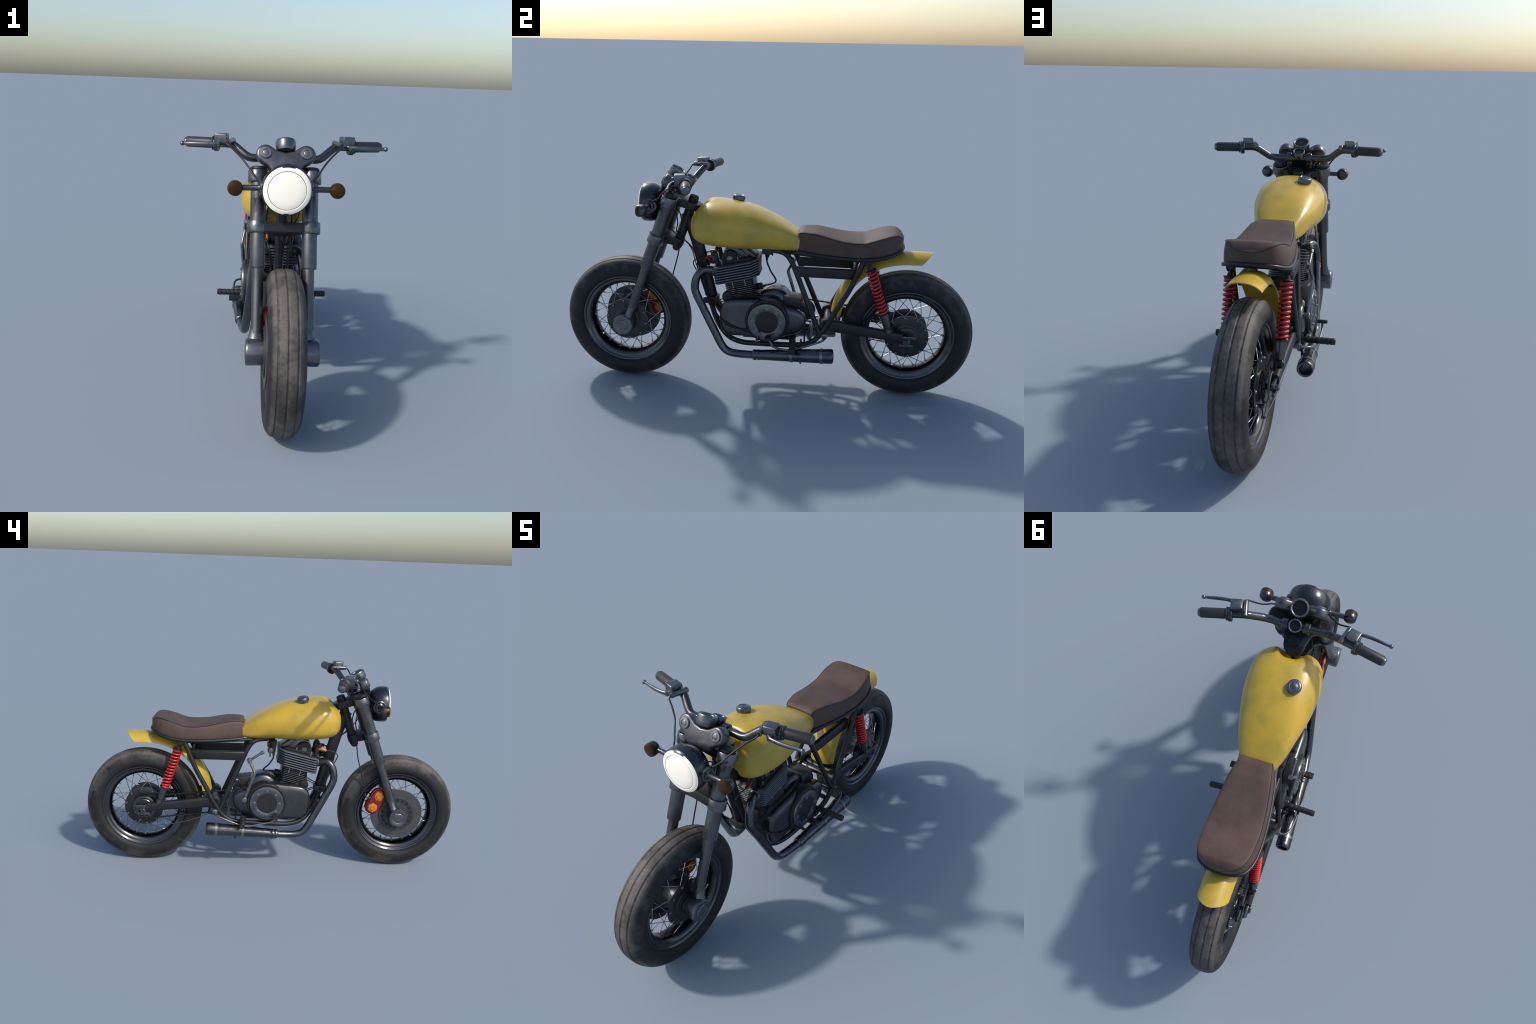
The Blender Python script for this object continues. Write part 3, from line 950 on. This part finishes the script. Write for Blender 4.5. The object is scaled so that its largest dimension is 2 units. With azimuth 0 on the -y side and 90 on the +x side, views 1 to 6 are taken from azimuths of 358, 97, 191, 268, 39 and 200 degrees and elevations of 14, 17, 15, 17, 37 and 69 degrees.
# ------------------------------------------------------------------ swinging arm
b = B()
for s in (1, -1):
    rings = []
    for y, zc, hh, hw in ((.312, .367, .030, .018), (.345, .365, .0305, .018), (.45, .352, .0275, .0175), (.58, .3365, .0245, .017), (.668, .3255, .0225, .0165)):
        ring = []
        for k in range(24):
            t = 2 * math.pi * k / 24
            c, q = math.cos(t), math.sin(t)
            ring.append((s*.100 + hw * math.copysign(abs(c) ** .6, c), y - .10 * hh * math.copysign(abs(q) ** .6, q), zc + hh * math.copysign(abs(q) ** .6, q)))
        rings.append(ring)
    b.add(loft(rings))
    b.add(lathe([(-.020, .026), (-.018, .031), (.016, .031), (.019, .028), (.0195, .020), (.018, .018), (.018, 0)], (s*.100, .306, .3685), X * s, 30))
    # slotted end plates
    b.add(box((s*.100, .662, .309), (.010, .020, .048)), .002)
    # lower shock lug
    b.add(prism([(-.050, -.012), (-.018, .020), (.012, .022), (.030, -.018)], (s*.093, .602, .352), Y, Z, X, -.006, .006), .002)
b.add(cyl((-.1, .350, .360), (.1, .350, .360), .020, 20))
arm = obj("swinging_arm", b, M_FRAME, None, 40)
b = B()
for s in (1, -1):
    for z0, y0, y1 in ((.3295, .655, .727), (.2890, .650, .717)):
        b.add(box((s*.104, (y0 + y1) / 2, z0), (.012, y1 - y0, .0145)), .003)
obj("axle_slot_plate", b, M_FORK, arm, 35)
b = B()
b.add(cyl((-.118, .685, .3085), (.118, .685, .3085), .0105, 18), .0015)
for s in (1, -1):
    b.add(lathe([(.094, .017), (.106, .017), (.106, .0135), (.119, .0130), (.121, .0110), (.121, 0)], (0, .685, .3085), X * s, 8))
obj("rear_axle", b, M_DARK, arm, 35)

# ------------------------------------------------------------------ shock absorbers
for s in (1, -1):
    top = np.array((s*.1090, .487, .6895)); bot = np.array((s*.1030, .598, .362))
    ax = unit(bot - top); L = np.linalg.norm(bot - top)
    at = lambda d: top + ax * d
    b = B()
    for p, r in ((top, .0185), (bot, .0180)):
        b.add(lathe([(-.016, r*.8), (-.014, r), (.012, r), (.014, r*.92), (.0145, .011), (.0165, .0105), (.018, .009), (.018, 0)], p, X * s, 26))
    b.add(lathe([(.010, .0100), (.022, .0105), (.034, .0135), (.036, .0255), (.0375, .0268), (.0395, .0268), (.041, .0245)], top, ax, 28))
    b.add(lathe([(L-.0885, .0235), (L-.0870, .0262), (L-.0850, .0262), (L-.0830, .0200), (L-.080, .0180)], top, ax, 28))
    sh = obj("shock_absorber", b, M_FRAME, None, 35)
    b = B()
    b.add(lathe([(.03, .0130), (L - .08, .0130)], top, ax, 20))
    obj("damper_rod", b, M_BLACK, sh, 35)
    b = B()
    b.add(lathe([(L-.0835, .0190), (L-.0825, .0208), (L-.045, .0200), (L-.030, .0180), (L-.016, .0150)], top, ax, 28))
    b.add(lathe([(.0182, 0), (.0182, .0105), (.0195, .010), (.0200, 0)], bot, X * s, 20))
    obj("shock_foot", b, M_FORK, sh, 35)
    b = B()
    turns = 12.6; l0, l1 = .046, L - .0935
    u, v, w = frame_of(ax, X)
    pts = []
    nn = int(turns * 26)
    for k in range(nn + 1):
        t = k / nn; a = 2 * math.pi * turns * t
        t = min(max((t * turns - .55) / (turns - 1.1), -.012), 1.012)
        pts.append(at(l0 + (l1 - l0) * t) + .0198 * (u * math.cos(a) + v * math.sin(a)))
    b.add(tube(pts, .0054, 9))
    obj("coil_spring", b, M_RED, sh, 60)

# ------------------------------------------------------------------ chain and rear brake linkage (right side)
chx = -.074
rs_c = np.array((chx, .685, .3135)); fs_c = np.array((chx, .188, .372))
r1, r2 = .0640, .058
b = B()
b.add(lathe([(-.003, .040), (-.003, .060), (-.0015, .0625), (.0015, .0625), (.003, .060), (.003, .040)], rs_c, X, 44))
b.add(lathe([(-.006, .030), (-.010, .050), (-.012, .0525), (-.015, .0525), (-.017, .0500), (-.0165, .046), (-.013, .043), (-.013, .020)], rs_c + X * -.004, X, 44))
for k in range(36):
    t = 2 * math.pi * k / 36
    b.add(box(rs_c + Y * .0635 * math.cos(t) + Z * .0635 * math.sin(t), (.0035, .004, .004), np.array([X, Y*math.cos(t)+Z*math.sin(t), -Y*math.sin(t)+Z*math.cos(t)]).T))
b.add(lathe([(-.003, 0), (-.003, r2-.003), (.003, r2-.003), (.003, 0)], fs_c, X, 36))
obj("sprocket", b, M_DARK, RWH, 35, origin=CR)
# chain path: tangent runs plus arcs
path = []
th_t = math.radians(96); th_b = math.radians(-96)
for k in range(15):
    a = math.radians(96 - 192 * k / 14); path.append(rs_c + Y * r1 * math.cos(a) + Z * r1 * math.sin(a))
p_end = fs_c + Y * r2 * math.cos(math.radians(-95)) + Z * r2 * math.sin(math.radians(-95))
path.append(p_end)
for k in range(1, 13):
    a = math.radians(-95 - 170 * k / 12); path.append(fs_c + Y * r2 * math.cos(a) + Z * r2 * math.sin(a))
path.append(path[0])
P = np.array(path); sl = np.r_[0, np.cumsum(np.linalg.norm(np.diff(P, axis=0), axis=1))]
nl = 118
b = B()
for k in range(nl):
    s0 = sl[-1] * k / nl; s1 = sl[-1] * (k + 1) / nl
    p = np.array([np.interp(s0, sl, P[:, j]) for j in range(3)]); q = np.array([np.interp(s1, sl, P[:, j]) for j in range(3)])
    d = unit(q - p); nrm = np.cross(X, d)
    wx = .0080 if k % 2 else .0060
    for sx in (-1, 1):
        b.add(box((p + q) / 2 + X * sx * wx / 2, (.0015, np.linalg.norm(q - p) * 1.15, .0060 if k % 2 else .0052), np.array([X, d, nrm]).T))
    b.add(lathe([(-.0045, .0022), (.0045, .0022)], p, X, 8))
obj("drive_chain", b, metal("oily_chain_steel", (0.035, 0.032, 0.026), 0.45, 0.6, 0.5, 60, dirt=(0.10, 0.06, 0.015)), RWH, 40, origin=CR, kind="stuff")
b = B()
b.add(tube(spline([(-.076, .727, .208), (-.084, .62, .2145), (-.092, .50, .236), (-.097, .40, .268), (-.100, .322, .305)], 6), .0022, 8))
b.add(tube([(-.062, .702, .246), (-.068, .716, .226), (-.072, .727, .207)], .0045, 10))
b.add(cyl((-.050, .705, .240), (-.072, .705, .240), .007, 14), .001)
b.add(cyl((-.064, .727, .208), (-.082, .727, .208), .0055, 12), .001)
obj("brake_rod", b, M_FORK, RWH, 40, origin=CR)

# ------------------------------------------------------------------ engine
def prof_cover(k=1.0):
    pts = [(.2085, .380), (.200, .410), (.163, .437), (.112, .448), (.080, .470), (.030, .483), (-.045, .4785), (-.155, .4675), (-.188, .448), (-.2045, .408), (-.2035, .335), (-.190, .303), (-.162, .288),
           (-.080, .286), (-.010, .277), (.062, .277), (.118, .302), (.166, .315), (.197, .343)]
    c = np.array((0, .38))
    return [tuple(c + (np.array(p) - c) * k) for p in pts]
b = B()
b.add(prism(prof_cover(.955), (0, 0, 0), Y, Z, X, -.086, .086), .006)
b.add(lathe([(-.092, .016), (-.090, .0235), (.090, .0235), (.092, .016)], (0, -.172, .470), X, 28))
b.add(lathe([(.062, .027), (.066, .029), (.072, .029), (.076, .027)], (0, -.172, .470), X, 28))
b.add(box((0, .155, .415), (.13, .09, .05)), .008)
b.add(box((0, .03, .272), (.14, .26, .02)), .006)
engine = obj("engine", b, M_BLOCK, None, 35)
b = B()
b.add(lathe([(-.062, .050), (-.058, .074), (-.046, .084), (-.030, .087), (.030, .087), (.046, .084), (.058, .074), (.062, .050)], (0, .048, .428), X, 56))
obj("gearbox_hump", b, M_ENGINE, engine, 50)
RC = np.array((0, .0260, .3790))
for s in (1, -1):
    b = B()
    base = [np.array((0, p[0], p[1])) for p in prof_cover()]
    base = spline(base, 4, closed=True)
    cc = np.array((0, .000, .380))
    lay = [(1.0, .082), (1.0, .1020), (.995, .1065), (.982, .1110), (.960, .1150), (.925, .1186), (.870, .1218), (.79, .1242), (.68, .1258), (.5, .1268), (.05, .1270)]
    b.add(loft([[cc + (q - cc) * k + X * s * xx for q in base] for k, xx in lay]))
    cover = obj("engine_cover", b, M_ENGINE, engine, 40)
    b = B()
    b.add(lathe([(.10, .1065), (.1285, .1065), (.1345, .1050), (.1375, .1010), (.1375, .0945), (.134, .0925), (.134, .05)], RC, X * s, 64))
    obj("clutch_housing", b, M_BLOCK, engine, 35)
    b = B()
    b.add(lathe([(.130, .0920), (.1420, .0920), (.1455, .0900), (.1465, .0870), (.1465, .0570), (.1455, .0550), (.143, .0545), (.143, .05)], RC, X * s, 64))
    obj("clutch_cover_ring", b, M_GREY if False else M_CLAMP, engine, 35)
    b = B()
    b.add(lathe([(.140, .0550), (.1440, .0545), (.1442, .03), (.1442, 0)], RC, X * s, 48))
    obj("clutch_cover_centre", b, M_BLACK, engine, 35)
    bb = B()
    bb.add(lathe([(.144, .0080), (.1470, .0078), (.1475, .0060), (.1505, .0058), (.1520, .0045), (.1522, 0)], RC + Z * .0665, X * s, 14))
    cb = obj("cover_bolt", bb, M_GREY, engine, 35, origin=RC)
    for k in range(1, 8):
        copy(cb).rotation_euler = (math.radians(45 * k), 0, 0)

# cylinder: fins stacked along an axis leaning forward
EU = unit((0, .971, .238)); EW = np.array((0, -EU[2], EU[1])); EO = np.array((0, -.140, .640))
def head_plan(k=1.0, in_=0.0):
    p = [(-.082, -.109), (-.1055, -.092), (-.1055, .080), (-.068, .116), (.068, .116), (.1055, .080), (.1055, -.092), (.082, -.109), (.030, -.114), (-.030, -.114)]
    return [((abs(x) - in_) * math.copysign(k, x), (y - math.copysign(in_, y)) * k) for x, y in p]
b = B()
b.add(prism(head_plan(1, .016), EO, X, EU, EW, -.086, .004), .003)
b.add(prism([(-.062, -.055), (.062, -.055), (.062, .055), (-.062, .055)], EO - EU * .006, X, EU, EW, -.20, -.07), .003)
b.add(box(EO - EW * .190 - EU * .006, (.150, .125, .034), np.array([X, EU, EW]).T), .004)
obj("cylinder_core", b, M_BLOCK, engine, 35)
for i in range(7):
    b = B()
    k = 1.0 - .010 * i
    b.add(prism(head_plan(k), EO - EU * .004 * i * .6, X, EU, EW, -.0035 - .0128 * i - .0028, -.0035 - .0128 * i + .0028), .0014)
    obj("head_fin", b, M_FIN, engine, 35)
for i in range(8):
    b = B()
    w0 = -.0965 - .0096 * i
    pl = [(-.066, -.073), (-.079, -.062), (-.079, .054), (-.066, .066), (.066, .066), (.079, .054), (.079, -.062), (.066, -.073)]
    b.add(prism(pl, EO - EU * .0010 * i, X, EU, EW, w0 - .0020, w0 + .0020), .001)
    obj("cylinder_fin", b, M_FIN if False else M_DARK, engine, 35)
# rocker boxes on top
b = B()
for s in (1, -1):
    b.add(lathe([(.02, .040), (.066, .040), (.071, .0375), (.072, .034), (.072, 0)], EO + EU * -.018 + EW * .0265, X * s, 40))
    b.add(prism([(-.106 + .03, 0), (-.02 + .03, 0), (-.02 + .03, .02), (-.106 + .03, .016)], EO + EW * .002, EU, EW, X * s, .028, .078), .003)
    b.add(prism([(.0, 0), (.085, 0), (.080, .016), (.0, .014)], EO + EW * .002, EU, EW, X * s, .028, .080), .003)
obj("rocker_cover", b, M_BLOCK, engine, 35)
b = B()
b.add(prism([(-.07, 0), (.105, 0), (.098, .014), (.050, .072), (-.035, .072), (-.062, .03)], EO + EW * .003, EU, EW, X, -.050, .050), .006)
for u0 in (.030, .062):
    b.add(prism([(0, 0), (.016, 0), (-.020, .052), (-.034, .052)], EO + EU * u0 + EW * .006, EU, EW, X, -.060, .060), .003)
obj("cylinder_head_cap", b, M_FORK, engine, 35)
b = B()
for s in (1, -1):
    b.add(lathe([(.066, .0135), (.0735, .0135), (.0750, .0120), (.0750, 0)], EO + EU * -.018 + EW * .0265, X * s, 26))
obj("rocker_plug", b, M_GREY, engine, 35)
b = B()
for s in (1, -1):
    for u, w in ((-.060, .012), (.022, .016), (-.032, -.103), (.028, -.100)):
        xx = .076 if w > 0 else .0815
        b.add(box(EO + EU * u + EW * w + X * xx * s, (.006, .005, .030), np.array([X, EU, EW]).T), .001)
obj("fin_support", b, M_PIN, engine, 35)
# spark plug caps and leads
for s, mm in ((1, M_RED), (-1, M_ORANGE)):
    b = B()
    p0 = np.array((s*.050, -.2240, .612)); p1 = np.array((s*.050, -.236, .676))
    b.add(cyl(p0, p1, .0115, 16), .003)
    b.add(tube(spline([p1 - EW * .006, p1 + EW * .004 - Y * .004, p1 + np.array((0, -.016, -.008))], 5), .0105, 14))
    obj("spark_plug_cap", b, M_BLACK, engine, 35)
    b = B()
    b.add(cyl((s*.050, -.238, .666), (s*.054, -.284, .655), .0085, 16), .001)
    obj("plug_lead_sleeve", b, M_REDDARK if s > 0 else M_ORANGE, engine, 35)
    b = B()
    b.add(tube(spline([(s*.054, -.284, .655), (s*.050, -.322, .649), (s*.046, -.346, .630), (s*.040, -.340, .598), (s*.034, -.312, .548), (s*.032, -.285, .480), (s*.034, -.270, .435)], 6), .0027, 8))
    b.add(tube(spline([(s*.050, -.290, .652), (s*.044, -.318, .640), (s*.038, -.330, .610), (s*.030, -.310, .540), (s*.028, -.285, .450)], 6), .0024, 8))
    if s > 0:
        b.add(tube(spline([(.034, -.270, .435), (.075, -.225, .448), (.088, -.160, .478), (.090, -.08, .490), (.085, .01, .494), (.062, .070, .480), (.055, .092, .472)], 6), .0027, 8))
        b.add(tube(spline([(.034, -.265, .425), (.080, -.215, .440), (.090, -.150, .470), (.092, -.06, .484), (.078, .03, .484), (.042, .075, .482), (.030, .092, .478)], 6), .0024, 8))
        b.add(tube(spline([(.034, -.270, .430), (.085, -.236, .402), (.126, -.185, .365), (.131, -.130, .338), (.133, -.070, .318), (.143, -.020, .300), (.146, -.005, .290)], 6), .0026, 8))
        b.add(tube(spline([(.034, -.262, .420), (.090, -.222, .385), (.126, -.170, .345), (.131, -.100, .330), (.132, -.060, .335)], 6), .0024, 8))
    obj("spark_lead", b, M_BLACK, engine, 40)
# inlet stub, hose and fuel tap
b = B()
b.add(lathe([(-.03, .0150), (.002, .0150), (.004, .0165), (.045, .0165), (.047, .014), (.047, 0)], (.004, -.060, .503), (0, .97, .20), 22))
b.add(cyl((.03, -.06, .470), (.03, .020, .486), .0055, 12))
obj("inlet_stub", b, M_BLACK, engine, 35)
b = B()
b.add(tube(spline([(-.068, -.004, .635), (-.067, -.002, .610), (-.060, .008, .588), (-.050, .021, .566), (-.036, .042, .542), (-.026, .047, .529), (-.012, .032, .520), (.000, .008, .516), (.003, -.018, .512)], 6), .0042, 10))
obj("fuel_hose", b, M_BLACK, engine, 40)
b = B()
b.add(lathe([(0, .022), (.020, .020), (.040, .015), (.055, .012), (.066, .010), (.070, .0065), (.082, .0060)], (-.066, .004, .705), (0, -.10, -1), 18))
b.add(box((-.060, .010, .682), (.030, .044, .026)), .005)
b.add(box((.030, .012, .700), (.05, .05, .03)), .005)
b.add(lathe([(0, .010), (.040, .010), (.042, .0155), (.060, .0155), (.0615, .0130), (.0615, 0)], (-.062, .016, .664), -X, 22))
b.add(box((-.118, .018, .645), (.005, .007, .030)), .001)
obj("fuel_tap", b, M_BLACK, engine, 35)
b = B()
b.add(lathe([(.0, .0115), (.006, .0115), (.0075, .010), (.0075, 0)], (-.1225, .016, .664), -X, 20))
obj("fuel_tap_screw", b, M_GREY, engine, 35)
# ignition box with coloured terminals
ibR = np.array([X, unit((0, .995, -.12)), unit((0, .12, .995))]).T
b = B()
b.add(box((.028, .136, .456), (.084, .084, .056), ibR), .003)
ib = obj("ignition_box", b, metal("matt_black_box", (0.030, 0.031, 0.034), 0.5, 0.0, 0.2, 20, edge=(0.12, 0.12, 0.125)), engine, 35)
for xx, m_ in ((.050, M_REDDARK), (.018, M_ORANGE)):
    b = B()
    for y0, y1 in ((.096, .084), (.176, .190)):
        dz = 0.0 if y0 < .1 else -.006
        b.add(cyl((xx - (0 if m_ is M_ORANGE else 0), y0, .472 + dz), (xx, y1, .472 + dz), .0058, 12), .001)
    obj("terminal", b, m_, engine, 35)
# kick starter (right side)
b = B()
kp = [(-.1325, .145, .393), (-.147, .094, .546), (-.1335, .125, .609)]
b.add(lathe([(-.012, .015), (.010, .015), (.013, .012), (.013, 0)], kp[0], -X, 22))
b.add(tube(fillet(kp, .012, 4), [.0085] * 4 + [.0070] * 3 + [.0070] * 0 + [.0070] * (len(fillet(kp, .012, 4)) - 7), 12))
b.add(lathe([(-.012, .0105), (.012, .0105)], kp[2], unit((0, .3, .95)), 16))
b.add(tube([(-.1335, .122, .612), (-.1345, .062, .653)], .0068, 12))
b.add(lathe([(-.010, .008), (-.009, .0092), (.006, .0092), (.008, .0075)], (-.1345, .058, .656), unit((0, -.83, .55)), 16))
obj("kick_starter", b, M_GREY, engine, 35)
# small clutch arm on the left cover
b = B()
b.add(cyl((.143, -.005, .335), (.168, -.012, .330), .0065, 12), .001)
b.add(cyl((.158, -.012, .345), (.158, -.014, .300), .0040, 10))
b.add(lathe([(-.008, .0075), (.008, .0075)], (.160, -.016, .292), X, 14))
b.add(lathe([(-.008, .0090), (.008, .0090)], (.162, -.010, .328), X, 14))
obj("clutch_arm", b, M_CLAMP, engine, 35)

# ------------------------------------------------------------------ exhausts
for s in (1, -1):
    pipe = [(.056, -.222, .585), (.066, -.250, .598), (.082, -.285, .603), (.094, -.311, .583), (.101, -.325, .545), (.104, -.324, .500), (.111, -.288, .424), (.121, -.225, .300), (.127, -.190, .236),
            (.130, -.165, .213), (.134, -.130, .205), (.142, -.070, .206), (.147, -.028, .209)]
    b = B()
    b.add(tube(spline(side(pipe, s), 6), .0192, 20))
    b.add(lathe([(-.008, .019), (-.006, .0255), (.004, .0262), (.008, .024), (.010, .019)], (s*.064, -.245, .5955), (s*.35, -.8, .35), 24))
    ex = obj("exhaust_pipe", b, M_PIPE, None, 40)
    b = B()
    m0 = np.array((s*.146, -.040, .2085)); m1 = np.array((s*.160, .3465, .2345)); d = m1 - m0; L = np.linalg.norm(d)
    b.add(lathe([(0, .0195), (.004, .0245), (.012, .0262), (.016, .0262), (.020, .0240), (.024, .0240), (.028, .0262), (.033, .0262), (.037, .0240), (.045, .0245), (.180, .0295), (.290, .0328), (.318, .0338),
                 (.322, .0335), (.345, .0350), (.372, .0355), (.382, .0348), (L - .003, .0330), (L, .0305), (L - .001, .0245), (L - .006, .0235), (L - .060, .0225), (L - .060, 0)], m0, d, 36))
    obj("silencer", b, M_PIPE, ex, 35)
    b = B()
    for t, r in ((.190, .0308), (.333, .0350)):
        b.add(lathe([(t - .007, r), (t - .0065, r + .0016), (t + .0065, r + .0016), (t + .007, r)], m0, d, 36))
    obj("silencer_band", b, M_GREY, ex, 35)
    b = B()
    b.add(cyl((s*.122, .190, .168), (s*.122, .190, .295), .0045, 10))
    obj("silencer_hanger", b, M_FRAME, ex, 35)

# ------------------------------------------------------------------ foot pegs and pedals
b = B()
prof = [(.0, .010), (.002, .0125)]
for i in range(6):
    d0 = .006 + i * .0208
    prof += [(d0, .0128), (d0 + .001, .0146), (d0 + .010, .0153), (d0 + .0185, .0146), (d0 + .0195, .0132)]
prof += [(.1315, .0140), (.134, .0125), (.134, 0)]
b.add(lathe([(a * 1.0, r) for a, r in prof], (-.126, .150, .2885), (-1, .03, .004), 12))
obj("foot_peg", b, M_BLACK, None, 30)
b = B()
b.add(lathe([(.0, .010), (.010, .010), (.012, .0145), (.137, .0150), (.1395, .0135), (.1395, 0)], (.126, .152, .2885), (1, .05, .004), 10))
obj("foot_peg", b, M_BLACK, None, 30)
for s, py, nm in ((-1, -.018, "brake_pedal"), (1, .038, "gear_pedal")):
    b = B()
    rod = [(s*.112, .300, .318), (s*.140, .302, .314), (s*.168, .288, .310), (s*.178, .255, .300), (s*.182, .190, .276), (s*.183, .125, .262), (s*.183, .060, .275), (s*.182, py + .018, .288), (s*.180, py, .306)]
    b.add(tube(spline(rod, 5), .0052, 12))
    b.add(lathe([(-.014, .010), (-.012, .014), (.012, .014), (.014, .010)], (s*.118, .300, .317), X, 20))
    b.add(lathe([(.014, .007), (.020, .007)], (s*.118, .300, .317), X * s, 14))
    ped = obj(nm, b, M_GREY if s < 0 else M_CLAMP, None, 40)
    b = B()
    Rm = np.array([X, unit((0, .9, .25)), unit((0, -.25, .9))]).T
    b.add(box((s*.180, py, .312), (.044, .030, .014), Rm), .002)
    for k in range(6):
        b.add(box((s*(.180 - .018 + .0072 * k), py, .312) + Rm @ np.array((0, 0, .0075)), (.0036, .029, .002), Rm))
    obj("pedal_rubber", b, M_BLACK, ped, 35)

for o in bpy.data.objects:
    if "_o" in o: del o["_o"]
